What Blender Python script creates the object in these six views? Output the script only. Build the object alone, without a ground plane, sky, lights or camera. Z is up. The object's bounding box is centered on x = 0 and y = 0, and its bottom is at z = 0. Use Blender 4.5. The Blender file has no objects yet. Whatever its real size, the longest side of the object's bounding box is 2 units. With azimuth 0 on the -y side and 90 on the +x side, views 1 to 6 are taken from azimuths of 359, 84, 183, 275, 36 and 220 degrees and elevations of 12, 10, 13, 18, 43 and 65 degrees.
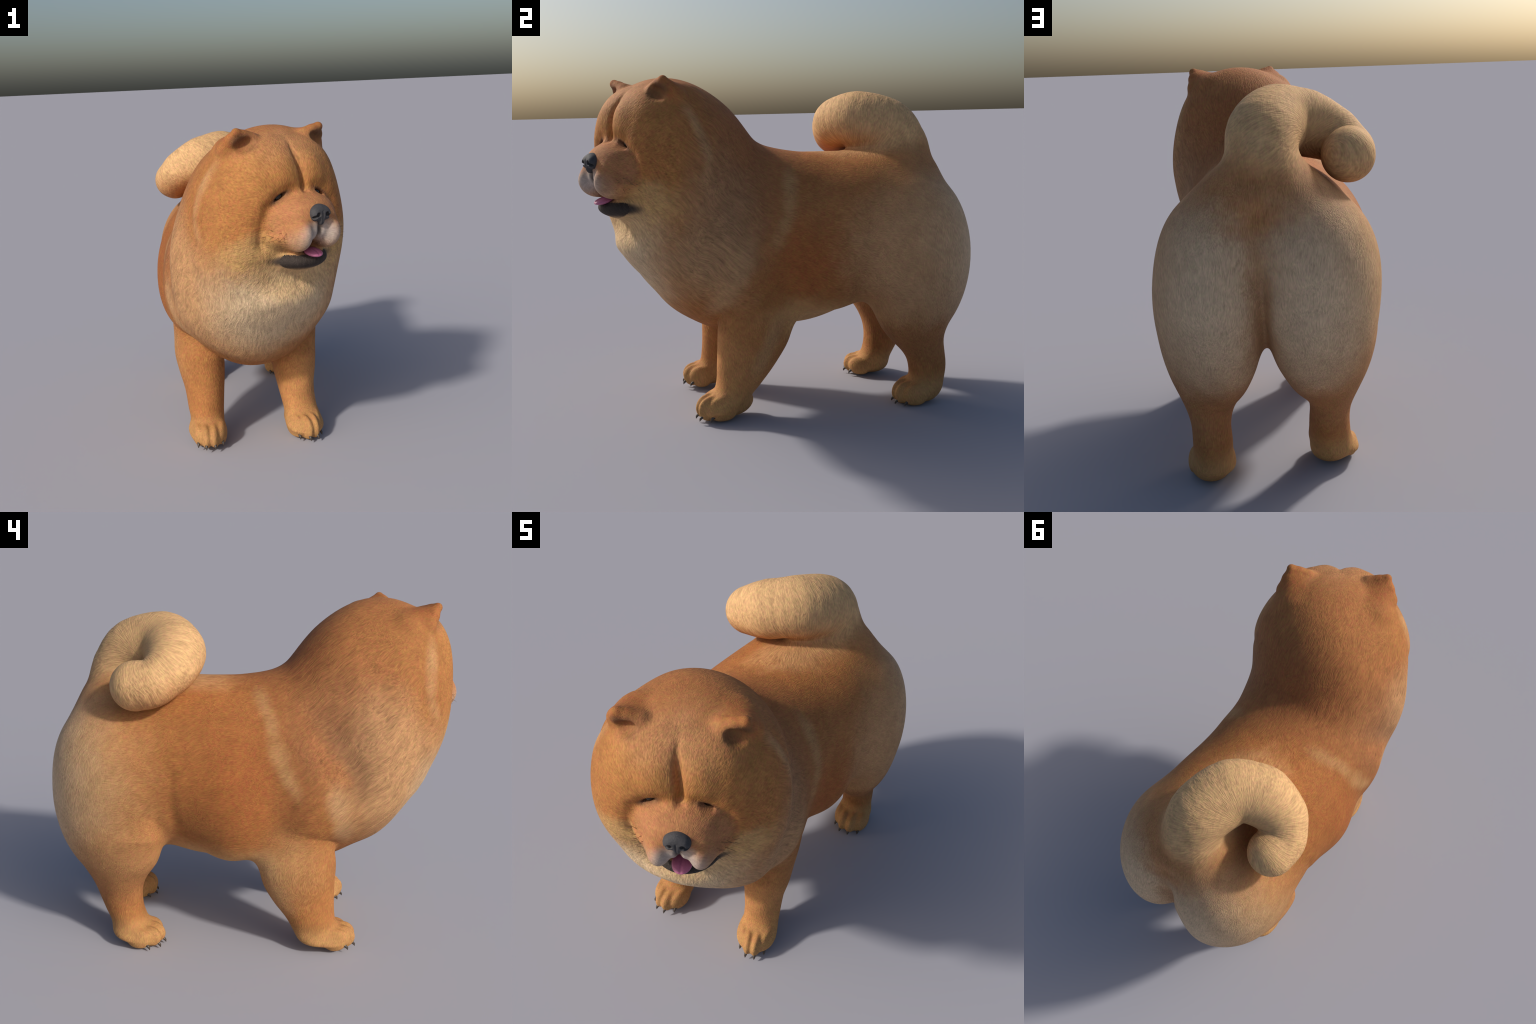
"""A fluffy tan dog with a big round maned face and a curled tail.
The body is one smooth surface: blended ellipsoids (trunk, mane, head), stacks of elliptical
sections (legs) and a round tube (tail), meshed on a grid and then split into named parts."""
import bpy, math, random, mathutils
import numpy as np
from mathutils import Vector
from multiprocessing.pool import ThreadPool

# ---------------------------------------------------------------- sizes and places (metres)
# ellipsoids: centre x y z, radii x y z, turn x y z; h_* are in the head's own frame
# (across, forward, up), whose heading and sideways offset are 'headframe'
P={
    'headframe': [0.5629, -0.2014],
    'b_chest': [0.0156, 0.092, 0.8437, 0.2704, 0.5115, 0.4318, -0.1458, 0.099, 0.5495],
    'b_loin': [-0.0649, 0.197, 0.9091, 0.4142, 0.4956, 0.3619, -0.3026, 0.1464, -0.011],
    'b_pelvis': [-0.0541, 0.4983, 0.9589, 0.4069, 0.4342, 0.3422, 0.2158, -0.4156, 0.2555],
    'b_haunchL': [0.2043, 0.7119, 0.7345, 0.2071, 0.2955, 0.4278, -0.0599, 0.0624, 0.4378],
    'b_haunchR': [-0.2834, 0.7109, 0.746, 0.2034, 0.2739, 0.4118, -0.023, -0.0688, -0.4865],
    'b_shoulderL': [0.2052, -0.2074, 0.7527, 0.1828, 0.14, 0.2828, 0.123, 0.0864, -0.0251],
    'b_shoulderR': [-0.2873, -0.1943, 0.8375, 0.14, 0.2229, 0.2641, -0.0372, -0.0518, -0.1002],
    'n_neck': [0.0775, -0.3821, 1.227, 0.3451, 0.255, 0.4639, 0.3843, 0.3395, 0.0066],
    'n_nape': [-0.0399, -0.2529, 1.13, 0.2651, 0.3292, 0.2218, 0.127, -0.1269, 0.0926],
    'n_bib': [0.0363, -0.5241, 0.9676, 0.3817, 0.189, 0.5745, 0.3393, -0.0206, 0.0145],
    'n_bib2': [0.0364, -0.3778, 0.7897, 0.3231, 0.4773, 0.14, -0.2391, 0.036, 0.3708],
    'h_face': [0, 0.5789, 1.215, 0.3961, 0.15, 0.4566, -0.0307, 0, -0],
    'h_skull': [-0, 0.483, 1.437, 0.2929, 0.2493, 0.19, 0.0046, 0, -0],
    'h_back': [0, 0.3625, 1.006, 0.3834, 0.25, 0.4992, 0.1877, -0, 0],
    'h_brow': [0.1024, 0.7316, 1.389, 0.1532, 0.115, 0.2251, 0.081, 0.0069, 0.0352],
    'h_cheek': [0.1941, 0.6279, 1.149, 0.1581, 0.1388, 0.2352, -0.1642, -0.0274, -0.0281],
    'h_muzzle': [-0, 0.84, 1.302, 0.1499, 0.1194, 0.0975, 0.0524, -0, -0],
    'h_flew': [0.0809, 0.8787, 1.223, 0.0543, 0.104, 0.0834, 0.0008, 0.0048, 0.0014],
    'h_jaw': [0, 0.795, 1.092, 0.1291, 0.1216, 0.0526, -0.0013, 0, 0],
    'h_ear': [0.2341, 0.6818, 1.695],
    'p_FL': [0.2791, -0.3041, 0.0746, 0.0829, 0.1417, 0.0782, 0.3831],
    'p_FR': [-0.221, -0.3842, 0.079, 0.0852, 0.1212, 0.0702, 0.0538],
    'p_HL': [0.2168, 0.708, 0.062, 0.095, 0.1149, 0.075, 0.1098],
    'p_HR': [-0.2973, 0.5552, 0.0599, 0.0977, 0.1168, 0.0605, -0.2851],
    'l_FL': sum([[0.3, -0.35, 0.0993, 0.0856], [0.279, -0.2775, 0.0876, 0.1032], [0.2618, -0.2307, 0.0861, 0.1299], [0.246, -0.1902, 0.0919, 0.1655], [0.2397, -0.1599, 0.1063, 0.1911], [0.231, -0.1432, 0.1247, 0.1989], [0.2289, -0.1161, 0.1454, 0.2073]],[]),
    'l_FR': sum([[-0.2634, -0.3549, 0.0865, 0.1042], [-0.2393, -0.3253, 0.0865, 0.1106], [-0.2416, -0.2996, 0.0925, 0.1235], [-0.2472, -0.2645, 0.1002, 0.153], [-0.2573, -0.2393, 0.115, 0.1769], [-0.2684, -0.2271, 0.1292, 0.1932], [-0.2765, -0.2178, 0.1408, 0.2102]],[]),
    'l_HL': sum([[0.1968, 0.7577, 0.0898, 0.0839], [0.2038, 0.7564, 0.0828, 0.0911], [0.2037, 0.7594, 0.0805, 0.0972], [0.2123, 0.7418, 0.0766, 0.1042], [0.2365, 0.6997, 0.0707, 0.1062], [0.2738, 0.6681, 0.068, 0.1079], [0.3253, 0.6419, 0.0689, 0.1114]],[]),
    'l_HR': sum([[-0.3204, 0.5893, 0.1026, 0.0871], [-0.2912, 0.6003, 0.0937, 0.0888], [-0.2861, 0.6261, 0.0864, 0.0967], [-0.2907, 0.6435, 0.0837, 0.1115], [-0.321, 0.6267, 0.0832, 0.1185], [-0.3707, 0.5781, 0.0858, 0.135], [-0.4343, 0.5429, 0.0878, 0.15]],[]),
    'tail': sum([[-0.0356, 0.7044, 1.334, 0.1134], [-0.0414, 0.6685, 1.355, 0.1368], [-0.048, 0.5983, 1.433, 0.1481], [-0.1004, 0.455, 1.476, 0.1473], [-0.2174, 0.3769, 1.454, 0.1343], [-0.3263, 0.3762, 1.407, 0.1114], [-0.3918, 0.4412, 1.349, 0.107], [-0.3884, 0.5233, 1.331, 0.1126]],[]),
    'b_tailroot': [-0.0455, 0.6699, 1.181, 0.2054, 0.1623, 0.1882, 0.027, -0.0013, 0.0061],
    'b_flankL': [0.2249, 0.2381, 0.7444, 0.14, 0.1689, 0.2053, -0.0617, -0.1132, 0.0214],
    'b_flankR': [-0.3278, 0.0841, 0.7192, 0.14, 0.1665, 0.228, 0.0388, -0.129, -0.2454],
    'h_pad': [0.1075, 0.7904, 1.206, 0.0874, 0.11, 0.0477, 0.0001, -0.0007, -0.0006],
    'legyaw': [0.3147, 0.3589, -0.0698, -0.1797],
    'h_lobe': [0.0733, 0.7939, 1.477, 0.0599, 0.0466, 0.0789, -0, 0.0003, -0],
    'h_earin': [0.1533, 0.6733, 1.644],
    'h_earout': [0.2631, 0.6156, 1.6],
    'legtaper': [0.317, 0.1114, 0.1891, 0.1413],
}
P={k:np.array(v,float) for k,v in P.items()}

# ---------------------------------------------------------------- the shape as a distance field
def smin(a,b,k):
    k=np.maximum(k,1e-6); h=np.maximum(k-np.abs(a-b),0)/k
    return np.minimum(a,b)-h*h*k*.25
def smax(a,b,k): return -smin(-a,-b,k)
def sstep(a,b,x):
    t=np.clip((x-a)/(b-a),0,1); return t*t*(3-2*t)
def bell(x): return np.exp(-x*x)
def rotm(r):
    cx,cy,cz=np.cos(r);sx,sy,sz=np.sin(r)
    return np.array([[cz*cy,cz*sy*sx-sz*cx,cz*sy*cx+sz*sx],[sz*cy,sz*sy*sx+cz*cx,sz*sy*cx-cz*sx],[-sy,cy*sx,cy*cx]])
def ell(X,p):
    """signed distance (approximate) to a turned ellipsoid: centre, radii, xyz angles"""
    p=np.asarray(p,float); q=X-p[:3]
    if len(p)>6: q=q@rotm(p[6:9])
    r=np.maximum(np.abs(p[3:6]),.007)
    q=q/r;k0=np.sqrt((q*q).sum(1))+1e-9;q=q/r;k1=np.sqrt((q*q).sum(1))+1e-9
    return k0*(k0-1)/k1
def cone(X,a,b,ra,rb):
    """tapered capsule"""
    a=np.asarray(a,float);b=np.asarray(b,float);ab=b-a
    h=np.clip(((X-a)@ab)/(ab@ab),0,1);q=X-a-h[:,None]*ab
    return np.sqrt((q*q).sum(1))-(ra+(rb-ra)*h)
def spline(ts,vals,t):
    ts=np.asarray(ts,float);v=np.asarray(vals,float)
    m=np.gradient(v,ts,axis=0)
    i=np.clip(np.searchsorted(ts,t)-1,0,len(ts)-2)
    h=(ts[i+1]-ts[i]);s=np.clip((t-ts[i])/h,0,1)
    if v.ndim>1: h=h[:,None];s=s[:,None]
    return (2*s**3-3*s**2+1)*v[i]+(s**3-2*s**2+s)*h*m[i]+(-2*s**3+3*s**2)*v[i+1]+(s**3-s**2)*h*m[i+1]
LEGZ=dict(F=[.05,.11,.18,.27,.36,.48,.62],H=[.05,.11,.18,.27,.37,.48,.62])
def column(X,zs,st,yaw=0.,taper=0.):
    """leg as a stack of upright elliptical sections (cx, cy, rx, ry) at heights zs"""
    z=np.clip(X[:,2],zs[0],zs[-1]); s=spline(zs,st,z)
    rx=np.maximum(np.abs(s[:,2]),.03);ry=np.maximum(np.abs(s[:,3]),.03)
    a=X[:,0]-s[:,0];b=X[:,1]-s[:,1];c_,s_=np.cos(yaw),np.sin(yaw)
    a,b=a*c_+b*s_,(b*c_-a*s_)/ry
    rx=rx*(1-taper*np.clip(b,-1,1));a=a/rx
    k0=np.sqrt(a*a+b*b)+1e-9;k1=np.sqrt((a/rx)**2+(b/ry)**2)+1e-9
    d=np.where(k0<.2,-.8*np.minimum(rx,ry),k0*(k0-1)/k1)
    return smax(d,np.maximum(zs[0]-X[:,2],X[:,2]-zs[-1]-.2),.04)
TOES=[(-.74,-.38,.31,.50),(-.27,-.70,.31,.48),(.27,-.70,.31,.48),(.74,-.38,.31,.50)]
def paw_local(p,X):
    c,s=np.cos(p[6]),np.sin(p[6]);q=X-p[:3]
    return np.stack([q[:,0]*c+q[:,1]*s,-q[:,0]*s+q[:,1]*c,q[:,2]],1)
def paw(X,p):
    """pad body plus four toes; the foot points along its local -y"""
    q=paw_local(p,X);rx,ry,rz=p[3:6]
    d=ell(q,[0,.08*ry,0,.9*rx,.9*ry,.95*rz])
    for u,v,a,b in TOES:
        d=smin(d,ell(q,[u*rx,v*ry,-.12*rz,a*rx,b*ry,.84*rz,-.25,0,-u*.25]),.022)
    return smax(d,-X[:,2]+.002,.02)
def tube(X,st,n=36):
    """round tube through stations (x, y, z, r); distance and place along it"""
    st=np.asarray(st,float);m=len(st)
    S=spline(np.arange(m),st,np.linspace(0,m-1,n+1))
    best=np.full(len(X),9.);bt=np.zeros(len(X))
    for i in range(n):
        a,b=S[i,:3],S[i+1,:3];ab=b-a
        h=np.clip(((X-a)@ab)/(ab@ab),0,1)
        q=X-a-h[:,None]*ab
        d=np.sqrt((q*q).sum(1))-(S[i,3]+h*(S[i+1,3]-S[i,3]))
        m_=d<best;best=np.where(m_,d,best);bt=np.where(m_,(i+h)/n,bt)
    return best,bt
def head_local(P,X):
    yaw,l0=P['headframe'];c,s=np.cos(yaw),np.sin(yaw)
    return np.stack([X[:,0]*c+X[:,1]*s-l0,X[:,0]*s-X[:,1]*c,X[:,2]],1)
CHESTFOLD=[(-.08,-.74,.79),(.02,-.75,.747),(.157,-.69,.70),(.295,-.64,.735),(.36,-.58,.79)]
THROATFOLD=[(-.22,-.74,.90),(-.17,-.77,.868),(-.05,-.80,.831),(.073,-.80,.815),(.20,-.785,.87)]
def mir(p):
    q=np.array(p,float);q[0]*=-1
    if len(q)>6:q[7]*=-1;q[8]*=-1
    return q
def near(X,lo,hi,fn,far=.35):
    """evaluate fn only inside a box; elsewhere the part is simply far away"""
    m=np.all((X>np.array(lo))&(X<np.array(hi)),1);d=np.full(len(X),far)
    if m.any(): d[m]=fn(X[m])
    return d
def f_torso(P,X):
    d=ell(X,P['b_chest'])
    for n in ('b_loin','b_pelvis'): d=smin(d,ell(X,P[n]),.16)
    for n in ('b_haunchL','b_haunchR'): d=smin(d,ell(X,P[n]),.14)
    for n in ('b_shoulderL','b_shoulderR'): d=smin(d,ell(X,P[n]),.14)
    for n in ('b_tailroot','b_flankL','b_flankR'): d=smin(d,ell(X,P[n]),.14)
    # flank folds and the cleft between the haunches
    d=d+crease(X,[(-.465,.35,.95),(-.465,.35,.80),(-.43,.335,.64)],.007,.03)+crease(X,[(.40,.38,.80),(.33,.36,.60)],.007,.03)
    c=X[:,0]+.04
    return d+(.030*bell(c/.07)*sstep(1.25,1.10,X[:,2])*sstep(.82,1.0,X[:,2])+.022*bell(c/.03)*sstep(1.0,.86,X[:,2]))*sstep(.6,.85,X[:,1])
def crease(X,pts,depth,width):
    """soft groove pressed along a line of points"""
    d=np.full(len(X),9.)
    for a,b in zip(pts[:-1],pts[1:]): d=np.minimum(d,cone(X,a,b,0.,0.))
    return depth*bell(d/width)
def f_neck(P,X):
    d=ell(X,P['n_neck'])
    for n in ('n_bib','n_nape','n_bib2'): d=smin(d,ell(X,P[n]),.16)
    # folds across the chest
    for pts,dp in ((CHESTFOLD,.006),(THROATFOLD,.004)): d=d+crease(X,pts,dp,.032)
    return d
def upper_lip(P,H):
    m=smin(ell(H,P['h_muzzle']),ell(H,P['h_pad']),.05);m=smin(m,ell(H,mir(P['h_pad'])),.05)
    m=smin(m,ell(H,P['h_flew']),.04);m=smin(m,ell(H,mir(P['h_flew'])),.04)
    m=smin(m,ell(H,[0,.896,1.240,.052,.060,.050]),.035)
    # cleft of the lip
    return m+(.016*bell(H[:,0]/.012)+.008*bell(H[:,0]/.022)*sstep(1.18,1.12,H[:,2]))*sstep(.88,.92,H[:,1])*sstep(1.29,1.25,H[:,2])
MZ=.014   # the snout sits a little to the dog's left of the middle of the face
def snout(P,X):
    H=head_local(P,X);H[:,0]-=MZ
    return H
def f_muzzle(P,X):
    H=snout(P,X)
    return smin(upper_lip(P,H),ell(H,P['h_jaw']),.028)
def f_head(P,X):
    H=head_local(P,X);A=H.copy();A[:,0]=np.abs(A[:,0])
    # back part and face disc
    bk=smin(ell(H,P['h_skull']),ell(H,P['h_back']),.16)
    f=ell(H,P['h_face'])
    for n in ('h_brow','h_cheek'):
        f=smin(f,ell(H,P[n]),.14);f=smin(f,ell(H,mir(P[n])),.14)
    for q in (P['h_lobe'],mir(P['h_lobe'])): f=smin(f,ell(H,q),.05)
    # hollow under the brow and beside the muzzle
    f=f+crease(A,[(.075,.86,1.40),(.115,.84,1.385),(.165,.81,1.34),(.19,.78,1.27),(.185,.78,1.19)],.028,.042)
    # furrow up the forehead
    c=H[:,0]-MZ*sstep(1.60,1.45,H[:,2])
    f=f+(.034*bell(c/.016)+.010*bell(c/.045))*sstep(1.67,1.48,H[:,2])*sstep(.6,.7,H[:,1])
    d=smin(f,bk,.17)
    # crease where the face disc meets the ruff
    rim=[(.335,.565,1.53),(.395,.535,1.41),(.42,.52,1.31),(.435,.56,1.20),(.43,.61,1.11)]
    d=d+crease(A,rim,.012,.026)
    # ears: triangular flaps with a thick rim, filled in behind and hollow in front
    T=np.array(P['h_ear'][:3])+[0,0,-.016];I=np.array(P['h_earin'][:3]);O=np.array(P['h_earout'][:3])
    e=smin(cone(A,I,T,.019,.010),cone(A,T,O,.010,.019),.015)
    for q,r in ((T,.014),((I+T)/2,.026),((T+O)/2,.024),(I,.03),(O,.03)): e=smin(e,cone(A,[.195,.57,1.575],q,.075,r),.03)
    C=(I+T+O)/3+np.array([.0,.060,-.018])
    return smax(smin(d,e,.03),-ell(A,np.r_[C,.058,.050,.034,.35,.35,.22]),.012)
def f_mouth(P,X,e):
    H=head_local(P,X);A=H.copy();A[:,0]=np.abs(A[:,0])
    # open mouth
    e=smax(e,-ell(H,[MZ,.925,1.134,.046,.055,.013,-.25,0,0]),.008)
    # eye sockets
    return smax(e,-ell(A,[.111,.85,1.389,.037,.055,.0125,0,.55,0]),.008)
def f_leg(P,X,i,L):
    d=column(X,LEGZ[L[0]],np.reshape(P['l_'+L],(-1,4)),P['legyaw'][i],P['legtaper'][i])
    return d+1.3*np.maximum(X[:,2]-.42,0)**2
def groups(P,X):
    g={}
    g['torso']=f_torso(P,X)
    g['neck']=near(X,[-.7,-1.3,.1],[.8,.35,1.9],lambda X:f_neck(P,X))
    e=near(X,[-.5,-1.4,.4],[.9,.05,2],lambda X:f_head(P,X))
    m=near(X,[-.1,-1.3,.8],[.7,-.45,1.7],lambda X:f_muzzle(P,X))
    b=np.all((X>[0,-1.1,.9])&(X<[.6,-.6,1.6]),1)
    e=smin(e,m,.042)
    if b.any(): e[b]=f_mouth(P,X[b],e[b])
    g['head']=e;g['muzzle']=m
    for i,L in enumerate(('FL','FR','HL','HR')):
        t=np.reshape(P['l_'+L],(-1,4));lo=np.r_[t[:,:2].min(0)-.4,-.3];hi=np.r_[t[:,:2].max(0)+.4,1.1]
        pw=near(X,lo,[hi[0],hi[1],.4],lambda X:paw(X,P['p_'+L]));g['p'+L]=pw
        g[L]=smin(near(X,lo,hi,lambda X:f_leg(P,X,i,L)),pw,.03)
    T=np.reshape(P['tail'],(-1,4));lo=T[:,:3].min(0)-.4;hi=T[:,:3].max(0)+.4
    g['tail']=near(X,lo,hi,lambda X:smin(tube(X,T[:6],22)[0],tube(X,T[4:],14)[0],.03))
    g['root']=near(X,lo,hi,lambda X:tube(X,T[:4],12)[0])
    return g
def withtail(d,g): return smin(smin(d,g['root'],.06),g['tail'],.004)
def trunk(g): 
    h=smin(g['head'],g['neck'],.10);return h,smin(h,g['torso'],.14)
def withleg(g,h,b,L):
    k=.11
    return smin(smin(b,smin(g['torso'],g[L],k),.003),smin(h,g[L],.045),.003)
def combine(g):
    h,b=trunk(g);r=b
    for L in ('FL','FR','HL','HR'): r=np.minimum(r,withleg(g,h,b,L))
    return withtail(r,g)
def groupval(P,X,tag):
    g=groups(P,X)
    if tag=='A': return combine(g)
    h,b=trunk(g)
    if tag in('H','E'): return h
    if tag=='HB': return b
    if tag=='TT': return withtail(g['torso'],g)
    if tag=='M': return g['muzzle']
    if tag=='B': return g['torso']
    if tag=='T': return g['tail']
    return withleg(g,h,b,tag)

# ---------------------------------------------------------------- meshing
STEP=.006
LO=np.array([-.62,-1.02,-.02]);HI=np.array([.62,1.14,1.80])
pool=ThreadPool(4)
def pfield(X,fn=lambda X:combine(groups(P,X))):
    ch=[X[i:i+20000] for i in range(0,len(X),20000)]
    return np.concatenate(pool.map(fn,ch)) if ch else np.zeros(0)
def grid_field():
    """sparse evaluation: coarse blocks near the surface, then their grid points"""
    n=(np.ceil((HI-LO)/STEP/8).astype(int))*8
    B=n//8
    c=np.stack(np.meshgrid(*[np.arange(b) for b in B],indexing='ij'),-1).reshape(-1,3)
    v=pfield(LO+(c*8+4)*STEP)
    F=np.repeat(np.repeat(np.repeat(np.sign(v).reshape(B).astype(np.float32),8,0),8,1),8,2)
    c=c[np.abs(v)<STEP*8*1.6]
    # second level: 4-cell blocks
    o=np.stack(np.meshgrid([0,1],[0,1],[0,1],indexing='ij'),-1).reshape(-1,3)
    c2=(c[:,None]*2+o).reshape(-1,3)
    v=pfield(LO+(c2*4+2)*STEP)
    for k in range(4):
        for j in range(4):
            for i in range(4): F[c2[:,0]*4+i,c2[:,1]*4+j,c2[:,2]*4+k]=np.sign(v)
    c2=c2[np.abs(v)<STEP*4*1.7]
    o=np.stack(np.meshgrid(*[np.arange(4)]*3,indexing='ij'),-1).reshape(-1,3)
    p=(c2[:,None]*4+o).reshape(-1,3)
    F[p[:,0],p[:,1],p[:,2]]=pfield(LO+p*STEP)
    return F
def surface_net(F,LO=LO,STEP=STEP):
    S=F<0
    a=S[:-1,:-1,:-1].astype(np.int8)
    cnt=np.zeros(a.shape,np.int8)
    for i in(0,1):
        for j in(0,1):
            for k in(0,1): cnt+=S[i:S.shape[0]-1+i,j:S.shape[1]-1+j,k:S.shape[2]-1+k]
    cell=np.argwhere((cnt>0)&(cnt<8))
    idx=np.full(cnt.shape,-1,np.int32);idx[tuple(cell.T)]=np.arange(len(cell))
    acc=np.zeros((len(cell),3));w=np.zeros(len(cell))
    cor=np.array([[i,j,k] for i in(0,1) for j in(0,1) for k in(0,1)])
    val=np.stack([F[tuple((cell+o).T)] for o in cor],1)
    for x in range(8):
        for y in range(x+1,8):
            if np.abs(cor[x]-cor[y]).sum()!=1: continue
            va,vb=val[:,x],val[:,y];m=(va<0)!=(vb<0)
            t=np.where(m,va/np.where(m,va-vb,1),0)
            acc+=np.where(m[:,None],cor[x]+t[:,None]*(cor[y]-cor[x]),0);w+=m
    V=LO+(cell+acc/w[:,None])*STEP
    Q=[]
    for ax in range(3):
        s=[slice(1,-1)]*3;s2=list(s)
        s[ax]=slice(0,-1);s2[ax]=slice(1,None)
        A_,B_=S[tuple(s)],S[tuple(s2)]
        e=np.argwhere(A_!=B_);inside=A_[tuple(e.T)]
        off=np.ones(3,int);off[ax]=0;e=e+off
        u,v=[(1,2),(2,0),(0,1)][ax]
        du=np.zeros(3,int);du[u]=1;dv=np.zeros(3,int);dv[v]=1
        q=np.stack([idx[tuple((e-du-dv).T)],idx[tuple((e-dv).T)],idx[tuple(e.T)],idx[tuple((e-du).T)]],1)
        q[~inside]=q[~inside][:,::-1]
        Q.append(q)
    Q=np.concatenate(Q);Q=Q[(Q>=0).all(1)]
    return V,Q
TET=np.array([[1,1,1],[1,-1,-1],[-1,1,-1],[-1,-1,1]])
def grad(X,h=.001):
    """value and gradient from four samples at the corners of a tetrahedron"""
    f=[pfield(X+k*h) for k in TET]
    return sum(f)/4,sum(k[None]*v[:,None] for k,v in zip(TET,f))/(4*h)
F=grid_field();V,Q=surface_net(F);del F
v,g=grad(V)
V-=np.clip(v/np.maximum((g*g).sum(1),.15),-.5*STEP,.5*STEP)[:,None]*g
v,N=grad(V);V-=np.clip(v/np.maximum((N*N).sum(1),.15),-.2*STEP,.2*STEP)[:,None]*N
N/=np.linalg.norm(N,axis=1)[:,None]+1e-9
V[:,2]=np.maximum(V[:,2],.001)
# ---------------------------------------------------------------- split into parts
LEGS=('FL','FR','HL','HR')
def label(X):
    g=groups(P,X);H=head_local(P,X)
    earz=np.abs(np.abs(H[:,0])-.225)
    L=[g['torso'],g['neck'],g['head']]+[g[k]-.012 for k in LEGS]+[g['tail']]
    r=np.argmin(np.stack(L,1),1).astype(float)
    # 0 torso 1 neck 2 head 3-6 legs 7 tail 8-11 paws 12 muzzle 13/14 ears
    for i,k in enumerate(LEGS):
        r=np.where((r==3+i)&(g['p'+k]<.012)&(X[:,2]<.15),8+i,r)
    r=np.where((r==2)&(g['muzzle']<.004),12,r)
    S_=snout(P,X);j=ell(S_,P['h_jaw']);r=np.where(((r==2)|(r==12))&(j<.004)&(X[:,2]<1.12)&(j<upper_lip(P,S_)),15,r)
    d=np.abs(H)-0
    e0=P['h_ear']
    A_=H.copy();A_[:,0]=np.abs(A_[:,0])
    inear=ell(A_,[e0[0]-.004,e0[1]-.03,e0[2]-.01,.085,.09,.085])<0
    r=np.where((r==2)&inear,np.where(H[:,0]>0,13,14),r)
    return r
fl=pfield(V[Q].mean(1),label).astype(int)
# ---------------------------------------------------------------- objects
root=bpy.data.objects.new('chow_dog',None);bpy.context.scene.collection.objects.link(root)
root['label']='fluffy tan dog with round maned head and curled tail'
root['category']='dog'
def add(name,me,parent=root):
    o=bpy.data.objects.new(name,me);bpy.context.scene.collection.objects.link(o);o.parent=parent;return o
def mesh_from(name,V,Q,N=None,mat=None,smooth=True):
    me=bpy.data.meshes.new(name)
    Q=np.asarray(Q,np.int32);k=Q.shape[1]
    me.vertices.add(len(V));me.vertices.foreach_set('co',np.asarray(V,np.float32).ravel())
    me.loops.add(Q.size);me.loops.foreach_set('vertex_index',Q.ravel())
    me.polygons.add(len(Q));me.polygons.foreach_set('loop_start',np.arange(0,Q.size,k,dtype=np.int32))
    me.update(calc_edges=True);me.validate()
    me.polygons.foreach_set('use_smooth',np.full(len(me.polygons),smooth))
    if N is not None: me.normals_split_custom_set_from_vertices([tuple(n) for n in N])
    if mat: me.materials.append(mat)
    return me
def flat(name,col,rough=.6,**kw):
    m=bpy.data.materials.new(name);m.use_nodes=True
    b=m.node_tree.nodes['Principled BSDF'];b.inputs['Base Color'].default_value=(*col,1);b.inputs['Roughness'].default_value=rough
    for k,v in kw.items(): b.inputs[k.replace('_',' ')].default_value=v
    return m
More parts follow.
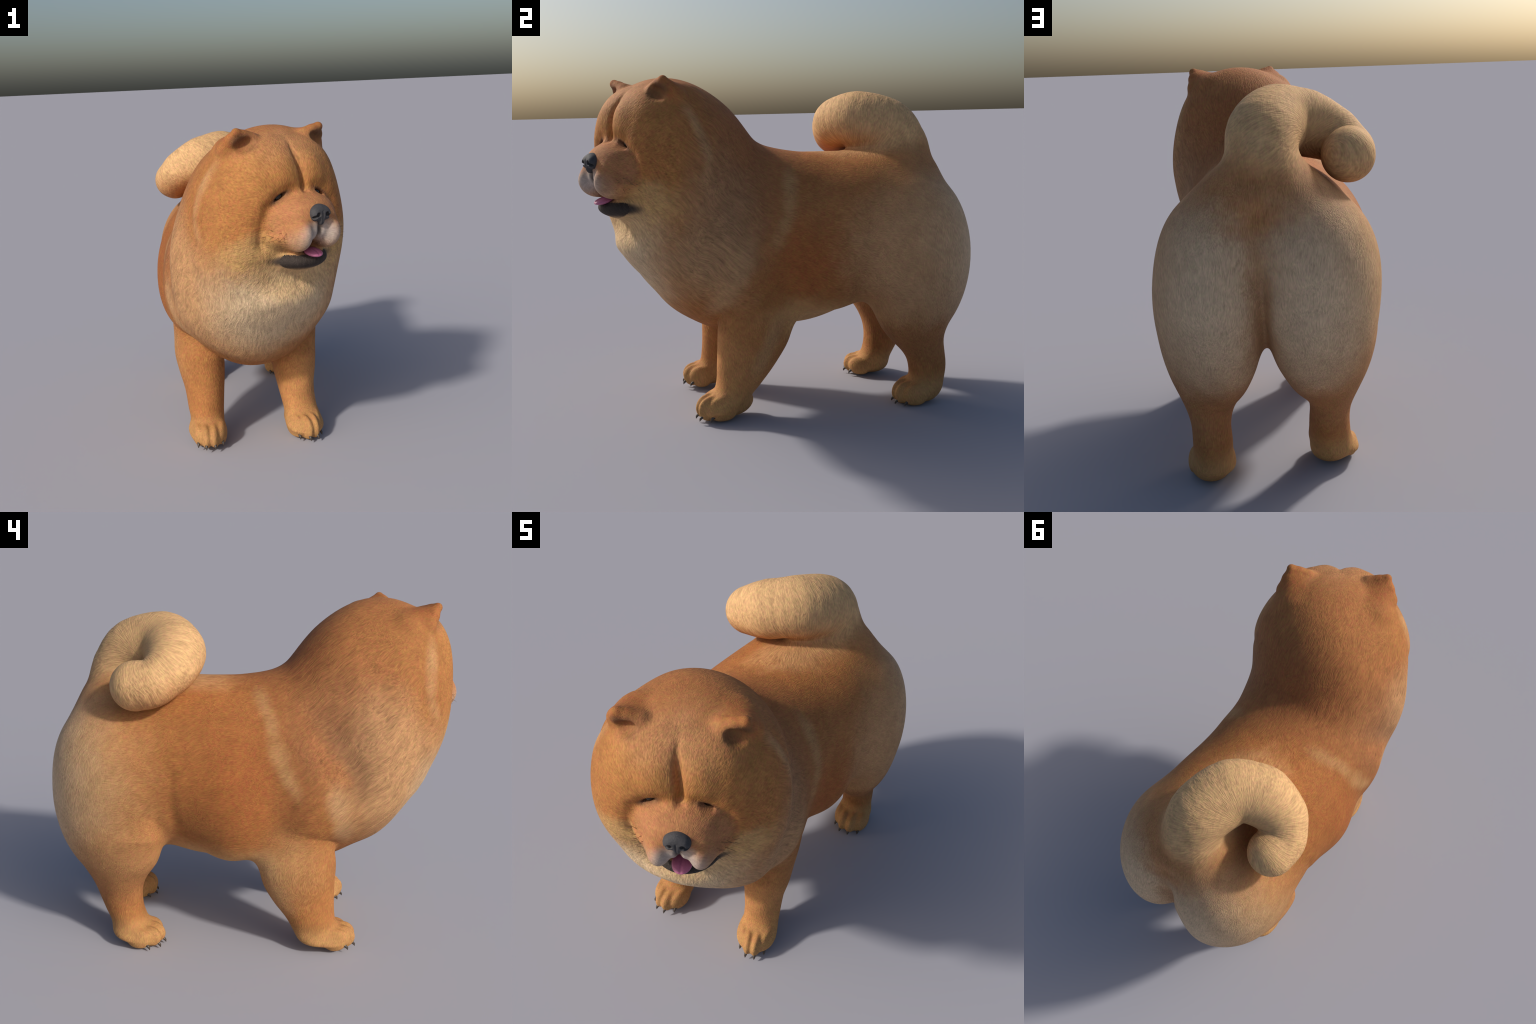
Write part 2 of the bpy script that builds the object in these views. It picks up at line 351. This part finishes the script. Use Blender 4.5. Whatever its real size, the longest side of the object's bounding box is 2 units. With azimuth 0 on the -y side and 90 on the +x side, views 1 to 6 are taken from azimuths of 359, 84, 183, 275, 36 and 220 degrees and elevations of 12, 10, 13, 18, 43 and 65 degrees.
class Net:
    """small helper to wire shader nodes"""
    def __init__(s,mat):
        s.t=mat.node_tree;s.n=s.t.nodes;s.l=s.t.links;s.bsdf=s.n['Principled BSDF']
        s.pos=s.n.new('ShaderNodeTexCoord').outputs['Object']
    def put(s,sock,v):
        if hasattr(v,'links'): s.l.new(v,sock)
        else: sock.default_value=v
    def math(s,op,a,b=0.,c=None,clamp=False):
        n=s.n.new('ShaderNodeMath');n.operation=op;n.use_clamp=clamp
        s.put(n.inputs[0],a);s.put(n.inputs[1],b)
        if c is not None: s.put(n.inputs[2],c)
        return n.outputs[0]
    def vec(s,op,a,b=(0,0,0),scale=None):
        n=s.n.new('ShaderNodeVectorMath');n.operation=op;s.put(n.inputs[0],a);s.put(n.inputs[1],b)
        if scale is not None: s.put(n.inputs['Scale'],scale)
        return n.outputs['Value' if op in('LENGTH','DOT_PRODUCT') else 'Vector']
    def local(s,p,c,r=(1,1,1),rot=(0,0,0)):
        """coordinates inside a turned, scaled box at c"""
        n=s.n.new('ShaderNodeMapping');n.vector_type='TEXTURE';s.put(n.inputs['Vector'],p)
        n.inputs['Location'].default_value=c;n.inputs['Rotation'].default_value=rot;n.inputs['Scale'].default_value=r
        return n.outputs[0]
    def noise(s,p,scale,detail=2.,rough=.5):
        n=s.n.new('ShaderNodeTexNoise');s.put(n.inputs['Vector'],p);n.inputs['Scale'].default_value=scale
        n.inputs['Detail'].default_value=detail;n.inputs['Roughness'].default_value=rough
        return n
    def ramp(s,v,lo,hi):
        n=s.n.new('ShaderNodeMapRange');n.interpolation_type='SMOOTHSTEP';s.put(n.inputs[0],v)
        n.inputs[1].default_value=lo;n.inputs[2].default_value=hi
        return n.outputs[0]
    def blob(s,p,c,r,soft=.4,rot=(0,0,0),amt=1.):
        """soft-edged ellipsoidal patch; None where it cannot reach the part being coloured"""
        R=np.array(mathutils.Euler(rot).to_matrix());q=(s.verts-np.array(c,float))@R
        if np.sqrt(((q/(np.array(r)*(1+soft)+.10))**2).sum(1)).min()>1: return None
        v=s.ramp(s.vec('LENGTH',s.local(p,c,r,rot)),1+soft,1-soft)
        return v if amt==1 else s.math('MULTIPLY',v,amt)
    def both(s,a,b): return None if a is None or b is None else s.math('MULTIPLY',a,b)
    def either(s,*m):
        m=[x for x in m if x is not None];o=m[0] if m else None
        for x in m[1:]: o=s.math('MAXIMUM',o,x)
        return o
    def mix(s,a,b,f):
        n=s.n.new('ShaderNodeMix');n.data_type='RGBA';s.put(n.inputs['Factor'],f)
        for sk,v in ((n.inputs[6],a),(n.inputs[7],b)): s.put(sk,(*v,1) if isinstance(v,tuple) else v)
        return n.outputs[2]
    def fmix(s,a,b,f):
        n=s.n.new('ShaderNodeMix');n.data_type='FLOAT';s.put(n.inputs[0],f);s.put(n.inputs[2],a);s.put(n.inputs[3],b)
        return n.outputs[0]
    def band(s,p,pts,w,soft=.5,amt=1.):
        """soft stripe through points"""
        m=[]
        for a,b in zip(pts[:-1],pts[1:]):
            a,b=Vector(a),Vector(b);d=b-a
            m.append(s.blob(p,(a+b)/2,(w,w,d.length*.5+w),soft,d.to_track_quat('Z','Y').to_euler()))
        m=s.either(*m)
        return m if m is None or amt==1 else s.math('MULTIPLY',m,amt)
    def polar(s,p,c,rot):
        """around / outward / along coordinates about an axis (local z)"""
        q=s.local(p,c,(1,1,1),rot);x=s.n.new('ShaderNodeSeparateXYZ');s.l.new(q,x.inputs[0])
        th=s.math('ARCTAN2',x.outputs[1],x.outputs[0]);r=s.math('SQRT',s.math('ADD',s.math('POWER',x.outputs[0],2.),s.math('POWER',x.outputs[1],2.)))
        cmb=s.n.new('ShaderNodeCombineXYZ');s.l.new(th,cmb.inputs[0]);s.l.new(r,cmb.inputs[1]);s.l.new(x.outputs[2],cmb.inputs[2])
        return cmb.outputs[0]
HEADYAW=float(P['headframe'][0]);_c,_s=math.cos(HEADYAW),math.sin(HEADYAW);_l0=float(P['headframe'][1])
HEADORG=(_c*_l0,_s*_l0,0)
def hp(X,F,Z):
    """head frame to world, for placing patches"""
    L=X+_l0;return (L*_c+F*_s,L*_s-F*_c,Z)
HR=(0,0,HEADYAW)
def build_fur(name,verts,tail=False,jaw=False):
    mat=bpy.data.materials.new(name);mat.use_nodes=True
    N=Net(mat);N.verts=verts[::7];p0=N.pos
    x=N.n.new('ShaderNodeSeparateXYZ');N.l.new(p0,x.inputs[0]);X,Y,Z=x.outputs
    # ---- strands along the lie of the coat
    wob=N.noise(p0,7.,1.).outputs['Color']
    pw=N.vec('ADD',p0,N.vec('SCALE',N.vec('SUBTRACT',wob,(.5,.5,.5)),scale=.06))
    def strand(q,w,l,rot=(0,0,0)): return N.noise(N.local(q,(0,0,0),(w,l,w),rot),1.,2.,.6).outputs['Fac']
    st=strand(pw,.0036,.036,(-.30,0,0))                                     # along the back
    f=N.blob(p0,(.08,-.45,1.15),(.60,.42,.62),.2)                            # mane: back and down
    if f is not None: st=N.fmix(st,strand(pw,.0046,.055,(-.62,0,.15)),f)
    f=N.math('MAXIMUM',N.ramp(Z,.62,.45),N.ramp(Y,.50,.80))                  # legs, rump and chest: down
    f=N.either(f,N.blob(p0,(.08,-.72,.78),(.42,.30,.36),.25))
    st=N.fmix(st,strand(pw,.0040,.034,(-1.35,0,0)),f)
    f=N.blob(p0,hp(0,.78,1.30),(.40,.30,.42),.12,HR)                         # face: away from the muzzle
    if f is not None:
        fp=N.polar(pw,(*hp(0,.8,1.24)[:2],1.24),(math.pi/2,0,HEADYAW))
        st=N.fmix(st,N.noise(N.local(fp,(0,0,0),(.018,.032,.012)),1.,2.,.6).outputs['Fac'],f)
    f=N.both(N.blob(p0,(-.19,.50,1.42),(.40,.40,.27),.12),N.ramp(Z,1.19,1.27))   # tail: out from the middle of the curl
    if f is not None:
        if not tail: f=N.math('MULTIPLY',f,N.ramp(X,-.26,-.16))
        tp=N.polar(p0,(-.20,.52,1.39),Vector((-.6,.3,.75)).to_track_quat('Z','Y').to_euler())
        tl=N.noise(N.local(N.vec('ADD',tp,N.vec('SCALE',wob,scale=.12)),(0,0,0),(.026,.055,.024)),1.,2.,.55).outputs['Fac']
        st=N.fmix(st,tl,f)
    # broad locks of the ruff
    f=N.blob(p0,(.08,-.50,1.0),(.60,.45,.60),.25)
    f=.35 if f is None else N.math('ADD',.35,N.math('MULTIPLY',f,.65))
    lk=N.math('MULTIPLY',N.math('SUBTRACT',strand(pw,.013,.13,(-.78,0,.1)),.5),f);lock=N.math('ADD',st,N.math('MULTIPLY',lk,1.8))
    # ---- ragged edges for the colour patches
    n1=N.noise(p0,9.,3.).outputs['Color'];n2=N.noise(p0,30.,2.).outputs['Color']
    ps=N.vec('ADD',p0,N.vec('SCALE',N.vec('SUBTRACT',n1,(.5,.5,.5)),scale=.05))
    p=N.vec('ADD',p0,N.vec('SCALE',N.vec('SUBTRACT',n1,(.5,.5,.5)),scale=.11))
    p=N.vec('ADD',p,N.vec('SCALE',N.vec('SUBTRACT',n2,(.5,.5,.5)),scale=.03))
    sh=N.math('MULTIPLY',N.math('SUBTRACT',st,.5),.07)
    cmb=N.n.new('ShaderNodeCombineXYZ')
    for i in range(3): N.l.new(sh,cmb.inputs[i])
    p=N.vec('ADD',p,cmb.outputs[0])
    B=lambda *a,**k:N.blob(p,*a,**k)
    col=(.360,.148,.047)                                   # general coat
    def lay(c,f):
        nonlocal col
        if f is not None: col=N.mix(col,c,f)
    # trunk
    lay((.305,.106,.030),B((-.05,.10,.94),(.55,.36,.34),.5))          # brown saddle and flanks
    lay((.42,.190,.068),B((.42,.25,.98),(.16,.45,.30),.6,amt=.6))
    lay((.44,.168,.050),B((-.05,.20,1.34),(.32,.42,.13),.7,amt=.8))
    lay((.34,.108,.031),B((.40,.10,.82),(.10,.16,.20),.7,amt=.8))
    lay((.33,.108,.032),B((-.45,.02,.88),(.10,.16,.25),.7,amt=.5))
    lay((.42,.210,.088),B((-.05,.74,.82),(.62,.36,.46),.4))            # haunches
    lay((.50,.290,.145),B((.42,.62,.80),(.20,.28,.36),.6,amt=.8))
    lay((.48,.280,.130),B((-.46,.78,.86),(.14,.20,.30),.6,amt=.8))
    lay((.64,.37,.155),B((-.02,.16,.48),(.42,.40,.13),.6))               # belly
    for cx in (.18,-.25):
        lay((.68,.49,.31),B((cx,1.03,.84),(.23,.27,.38),1.0))           # pale breeches
    lay((.40,.19,.075),B((-.03,.98,.80),(.05,.25,.36),.7,amt=.6))
    lay((.38,.165,.062),B((0,.66,.34),(.6,.4,.12),.6))                 # hocks
    # neck and mane
    lay((.355,.142,.050),B((.10,-.35,1.25),(.50,.42,.38),.35))
    lay((.29,.105,.036),B((.05,-.25,1.40),(.22,.30,.22),.6,amt=.6))
    lay((.48,.265,.125),B((.0,-.68,.86),(.44,.28,.36),.4))
    lay((.46,.255,.12),B((-.36,-.62,.98),(.14,.20,.32),.6,amt=.8))
    lay((.46,.28,.145),B((.42,-.38,.95),(.12,.22,.34),.6,amt=.7))
    lay((.585,.425,.262),B((.17,-.82,.84),(.32,.26,.30),.5))            # pale chest
    lay((.29,.112,.038),N.blob(ps,(-.42,-.22,.92),(.10,.11,.28),.7,amt=.9))
    lay((.40,.135,.040),N.band(ps,[(-.33,-.24,1.17),(-.38,-.335,1.05),(-.40,-.42,.94)],.042,.8,amt=.6))  # warm edge before the mane
    lay((.22,.10,.048),N.band(ps,[(-.33,-.36,1.14),(-.36,-.47,1.02),(-.38,-.50,.88)],.042,.9,amt=.5))  # crease shadow at the mane, drawn as a dark band
    lay((.47,.27,.13),N.band(ps,[(-.40,-.40,.86),(-.37,-.42,.76),(-.27,-.44,.62)],.05,.7,amt=.85))
    lay((.47,.27,.13),N.band(ps,[(.43,-.20,.87),(.39,-.26,.72),(.33,-.34,.60)],.055,.7,amt=.85))
    lay((.27,.130,.062),N.blob(ps,(-.34,-.40,1.16),(.14,.20,.24),.9,amt=.55))
    lay((.27,.130,.062),N.blob(ps,(.40,-.22,1.12),(.14,.18,.26),.9,amt=.5))
    lay((.47,.25,.115),N.blob(ps,(-.33,-.60,1.17),(.10,.13,.17),.9,amt=.6))
    lay((.46,.23,.095),N.blob(ps,(-.42,.58,.50),(.16,.22,.14),.8,amt=.7))
    # pale shoulder stripes
    for pts in ([(-.215,-.02,1.28),(-.30,-.07,1.20),(-.37,-.10,1.10),(-.42,-.15,1.0),(-.435,-.20,.90)],
                [(.25,.03,1.21),(.33,.03,1.12),(.37,.015,1.03),(.40,-.03,.94),(.41,-.04,.88)]):
        lay((.45,.25,.105),N.band(ps,pts,.031,.95,amt=.72))
    # forelegs
    lay((.405,.168,.054),B((.03,-.25,.28),(.55,.30,.28),.3))
    lay((.50,.235,.085),B((.28,-.25,.24),(.16,.24,.22),.4,amt=.8))
    lay((.50,.27,.115),B((-.24,-.17,.48),(.22,.16,.20),.6,amt=.7))
    lay((.50,.29,.135),N.band(ps,[(-.36,-.08,.52),(-.34,-.13,.40),(-.31,-.19,.27)],.05,.8,amt=.85))
    lay((.46,.25,.11),N.band(ps,[(.33,-.03,.46),(.32,-.09,.36),(.31,-.15,.26)],.05,.8,amt=.85))
    lay((.47,.245,.092),N.ramp(N.math('ADD',Z,N.math('MULTIPLY',N.math('SUBTRACT',st,.5),.08)),.20,.08))   # golden feet
    # tail
    T=(.61,.37,.175)
    lay((.42,.19,.072),B((-.01,.72,1.18),(.22,.20,.20),.4))
    f=N.both(B((-.20,.50,1.46),(.42,.42,.28),.2),N.ramp(Z,1.20,1.42))
    if f is not None and not tail: f=N.math('MULTIPLY',f,N.ramp(X,-.26,-.16))
    lay(T,f)
    if tail:
        lay(T,B((-.38,.48,1.36),(.17,.24,.18),.25))
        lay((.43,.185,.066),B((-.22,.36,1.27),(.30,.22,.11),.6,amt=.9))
    # head
    H=lambda X_,F_,Z_,r,soft=.4,amt=1.:N.blob(p,hp(X_,F_,Z_),r,soft,HR,amt)
    lay((.41,.178,.054),H(0,.74,1.32,(.40,.24,.36),.25))
    lay((.385,.152,.052),H(0,.55,1.66,(.26,.20,.14),.6))
    lay((.46,.225,.100),H(0,.70,1.58,(.18,.14,.11),.7,.8))
    for sx in (1,-1):
        lay((.37,.140,.042),H(sx*.24,.74,1.32,(.11,.14,.10),.7,.6))
        lay((.50,.29,.115),H(sx*.20,.78,1.12,(.18,.16,.10),.5))
        lay((.52,.29,.13),N.band(ps,[hp(sx*.33,.60,1.52),hp(sx*.395,.565,1.40),hp(sx*.42,.555,1.30),hp(sx*.44,.60,1.19)],.026,.95,amt=.7))
        e0=P['h_ear']
        lay((.36,.125,.04),H(sx*e0[0],e0[1]-.06,e0[2],(.09,.08,.08),.5,.7))
        lay((.16,.080,.042),N.blob(p0,hp(sx*(e0[0]-.012),e0[1]+.035,e0[2]-.060),(.062,.05,.040),.5,HR))
        lay((.05,.03,.022),N.blob(p0,hp(sx*.113,.845,1.386),(.056,.06,.018),.45,(0,sx*.55,HEADYAW)))
    lay((.56,.38,.20),H(0,.86,1.0,(.26,.2,.10),.6))
    lay((.44,.192,.080),N.blob(p0,hp(MZ,.86,1.27),(.20,.17,.145),.15,HR))
    lay((.46,.30,.20),N.blob(ps,hp(MZ,.96,1.185),(.13,.09,.075),.6,HR))
    lay((.48,.40,.35),N.blob(ps,hp(MZ,.985,1.22),(.09,.06,.06),.6,HR))
    lay((.07,.055,.05),N.blob(p0,hp(MZ,.985,1.235),(.014,.06,.05),.5,HR))
    lay((.05,.038,.032),N.blob(p0,hp(MZ,.775,1.090),(.172,.17,.034),.25,HR))
    lay((.05,.038,.032),N.blob(p0,hp(MZ,.84,1.094),(.140,.125,.032),.2,HR))
    if jaw: lay((.045,.035,.030),N.math('MULTIPLY',N.ramp(N.math('ADD',Z,N.math('MULTIPLY',N.math('SUBTRACT',st,.5),.03)),1.030,1.066),N.blob(p0,hp(MZ,.83,1.10),(.175,.165,.09),.15,HR)))
    lay((.03,.015,.015),N.blob(p0,hp(MZ,.915,1.138),(.058,.068,.024),.2,HR))
    # ---- fine variation of tone and hue along the strands
    tint=N.noise(p0,16.,3.).outputs['Fac'];hue=N.noise(p0,70.,2.).outputs['Fac']
    k=N.math('ADD',N.math('MULTIPLY',N.math('SUBTRACT',st,.5),.95),N.math('MULTIPLY',N.math('SUBTRACT',tint,.5),.4))
    k=N.math('ADD',k,N.math('MULTIPLY',lk,.95))
    h=N.n.new('ShaderNodeHueSaturation');N.put(h.inputs['Color'],col if hasattr(col,'links') else (*col,1));N.l.new(N.math('ADD',1.,k),h.inputs['Value'])
    N.l.new(N.math('ADD',.5,N.math('MULTIPLY',N.math('SUBTRACT',hue,.5),.05)),h.inputs['Hue'])
    N.l.new(h.outputs[0],N.bsdf.inputs['Base Color'])
    N.bsdf.inputs['Roughness'].default_value=.75
    N.bsdf.inputs['Specular IOR Level'].default_value=.18
    b=N.n.new('ShaderNodeBump');N.l.new(lock,b.inputs['Height']);b.inputs['Strength'].default_value=.48;b.inputs['Distance'].default_value=.006
    N.l.new(b.outputs[0],N.bsdf.inputs['Normal'])
    return mat
def skin(name,col,col2,scale,rough,bump):
    m=flat(name,col,rough);N=Net(m);n=N.noise(N.pos,scale,3.).outputs['Fac']
    N.l.new(N.mix(col,col2,n),N.bsdf.inputs['Base Color'])
    b=N.n.new('ShaderNodeBump');N.l.new(n,b.inputs['Height']);b.inputs['Strength'].default_value=bump;b.inputs['Distance'].default_value=.003
    N.l.new(b.outputs[0],N.bsdf.inputs['Normal']);return m
NOSE=skin('nose_skin',(.030,.029,.031),(.066,.063,.067),160.,.75,.3)
TONGUE=skin('tongue_skin',(.40,.10,.20),(.50,.16,.28),120.,.45,.3)
EYE=flat('eye_gloss',(.012,.008,.006),.1)
CLAW=skin('claw_horn',(.02,.016,.014),(.10,.075,.055),90.,.4,.1)
WHISKER=flat('whisker_hair',(.16,.075,.03),.5)
TOOTH=flat('tooth_enamel',(.7,.66,.55),.3)

names={0:'torso',1:'neck',2:'head',3:'foreleg',4:'foreleg',5:'hind_leg',6:'hind_leg',7:'tail',8:'paw',9:'paw',10:'paw',11:'paw',12:'muzzle',13:'ear',14:'ear',15:'lower_jaw'}
objs={}
for l in [0,1,2,3,4,5,6,7,8,9,10,11,12,13,14,15]:
    q=Q[fl==l]
    if not len(q): continue
    u,inv=np.unique(q,return_inverse=True)
    par={8:3,9:4,10:5,11:6,12:2,13:2,14:2,15:2}.get(l)
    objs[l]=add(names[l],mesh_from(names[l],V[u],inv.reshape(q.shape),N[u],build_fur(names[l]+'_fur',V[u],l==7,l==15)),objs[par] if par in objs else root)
rnd=random.Random(4)
yaw,l0=P['headframe'];hc,hs=math.cos(yaw),math.sin(yaw)
def to_world(H):
    """head frame (across, forward, up) to world"""
    H=np.asarray(H,float);L=H[...,0]+l0
    return np.stack([L*hc+H[...,1]*hs,L*hs-H[...,1]*hc,H[...,2]],-1)
def to_world_dir(D):
    D=np.asarray(D,float)
    return np.stack([D[...,0]*hc+D[...,1]*hs,D[...,0]*hs-D[...,1]*hc,D[...,2]],-1)
def blob(name,fn,lo,hi,step,mat,parent):
    """mesh of a small distance field given in the head frame"""
    lo=np.array(lo,float);n=np.ceil((np.array(hi)-lo)/step).astype(int)+1
    p=np.stack(np.meshgrid(*[np.arange(k) for k in n],indexing='ij'),-1).reshape(-1,3)
    F=fn(lo+p*step).reshape(n).astype(np.float32)
    V,Q=surface_net(F,lo,step)
    gr=lambda X:np.stack([fn(X+d*.0006)-fn(X-d*.0006) for d in np.eye(3)],1)/.0012
    for _ in range(2):
        g=gr(V);V=V-np.clip(fn(V)/np.maximum((g*g).sum(1),.2),-step,step)[:,None]*g
    g=gr(V);g/=np.linalg.norm(g,axis=1)[:,None]+1e-9
    # the head frame is left-handed (across, forward, up), so turn the faces round
    return add(name,mesh_from(name,to_world(V),Q[:,::-1],to_world_dir(g),mat),parent)
head=objs[2];muzzle=objs[12]
def nose_field(H):
    # modelled a little large, then drawn in about its middle
    H=(H-np.array([MZ,.958,1.315]))/.91+np.array([0,.958,1.315])
    A=H.copy();A[:,0]=np.abs(A[:,0])
    d=ell(H,[0,.946,1.322,.050,.040,.038,-.1,0,0])
    d=smin(d,ell(A,[.031,.956,1.310,.027,.033,.032]),.016)
    d=smin(d,ell(H,[0,.960,1.290,.018,.026,.036]),.014)
    d=d+.004*bell(H[:,0]/.004)*sstep(1.335,1.315,H[:,2])
    d=smax(d,-ell(A,[.027,.990,1.311,.0115,.024,.0115,0,0,0]),.005)
    return .91*smax(d,-ell(A,[.045,.980,1.300,.015,.02,.0075,0,.5,0]),.005)
blob('nose',nose_field,[-.075,.89,1.25],[.075,1.03,1.38],.0025,NOSE,muzzle)
def tongue_field(H):
    q=H-np.array([MZ,.900,1.129]);c,s=math.cos(-.22),math.sin(-.22)
    q=np.stack([q[:,0],q[:,1]*c+q[:,2]*s,q[:,2]*c-q[:,1]*s],1)
    d=ell(q,[0,0,0,.041,.050,.016])
    return d+.003*bell(q[:,0]/.006)*sstep(-.002,.004,q[:,2])
blob('tongue',tongue_field,[-.06,.82,1.06],[.06,.98,1.18],.003,TONGUE,muzzle)
def eye_field(H): return np.sqrt(((H-np.array([EYEX,.800,1.390]))**2).sum(1))-.027
for EYEX in (.108,-.108): blob('eye',eye_field,[EYEX-.04,.76,1.35],[EYEX+.04,.84,1.43],.004,EYE,head)
def spike(name,pts,rad,mat,parent,n=8):
    """tapered horn through points in world space"""
    pts=np.asarray(pts,float);V=[];Qs=[]
    T=np.gradient(pts,axis=0)
    up=np.array([.31,.17,.93])
    for p,t,r in zip(pts,T,rad):
        t=t/np.linalg.norm(t);a=np.cross(t,up);a/=np.linalg.norm(a);b=np.cross(t,a)
        for k in range(n):
            V.append(p+r*(math.cos(2*math.pi*k/n)*a+math.sin(2*math.pi*k/n)*b))
    m=len(pts)
    for i in range(m-1):
        for k in range(n): Qs.append([i*n+k,i*n+(k+1)%n,(i+1)*n+(k+1)%n,(i+1)*n+k])
    V.append(pts[0]);V.append(pts[-1]);
    me=bpy.data.meshes.new(name)
    F=[tuple(q) for q in Qs]+[(len(V)-2,(k+1)%n,k) for k in range(n)]+[(len(V)-1,(m-1)*n+k,(m-1)*n+(k+1)%n) for k in range(n)]
    me.from_pydata([tuple(v) for v in V],[],F);me.update();me.materials.append(mat)
    me.polygons.foreach_set('use_smooth',[True]*len(me.polygons))
    return add(name,me,parent)
for i,k in enumerate(LEGS):
    p=P['p_'+k];c,s=math.cos(p[6]),math.sin(p[6]);rx,ry,rz=p[3:6]
    for u,v,a,b in TOES:
        q0=np.array([u*rx*1.02,(v-b*.82)*ry,p[2]-.58*rz])
        lp=[]
        out=u*.35
        for t,dz,df in ((0,.006,.014),(.35,.004,.001),(.7,-.005,-.009),(1,-.016,-.013)):
            lp.append([q0[0]+out*(-df)*.6,q0[1]+df,max(q0[2]+dz,.003)])
        W=[[p[0]+x*c-y*s,p[1]+x*s+y*c,z] for x,y,z in lp]
        spike('claw',W,[.0085,.0085,.0062,.0012],CLAW,objs[8+i])
# whiskers on both sides of the muzzle
for sd in (1,-1):
    for r in range(3):
        for c_ in range(5):
            H0=np.array([sd*.2,.80+.028*c_+rnd.uniform(-.006,.006),1.19+.022*r+rnd.uniform(-.006,.006)])
            D=np.array([sd*-1,-.25,0.])
            # walk in to the skin
            for _ in range(60):
                f_=groups(P,to_world(H0)[None])['muzzle'][0]
                if f_<.001: break
                H0=H0+D/np.linalg.norm(D)*min(max(f_*.7,.001),.02)
            d0=np.array([sd*rnd.uniform(.6,1),rnd.uniform(-.35,.75),rnd.uniform(-.4,.5)]);d0/=np.linalg.norm(d0)
            bend=np.array([rnd.uniform(-.5,.5),rnd.uniform(-.8,.2),rnd.uniform(-1,.2)])*.012
            ln=rnd.uniform(.03,.052)
            pts=[to_world(H0+d0*ln*t+bend*t*t) for t in (-.1,.25,.5,.75,1)]
            spike('whisker',pts,[.0009,.0009,.0008,.0006,.0003],WHISKER,muzzle,5)
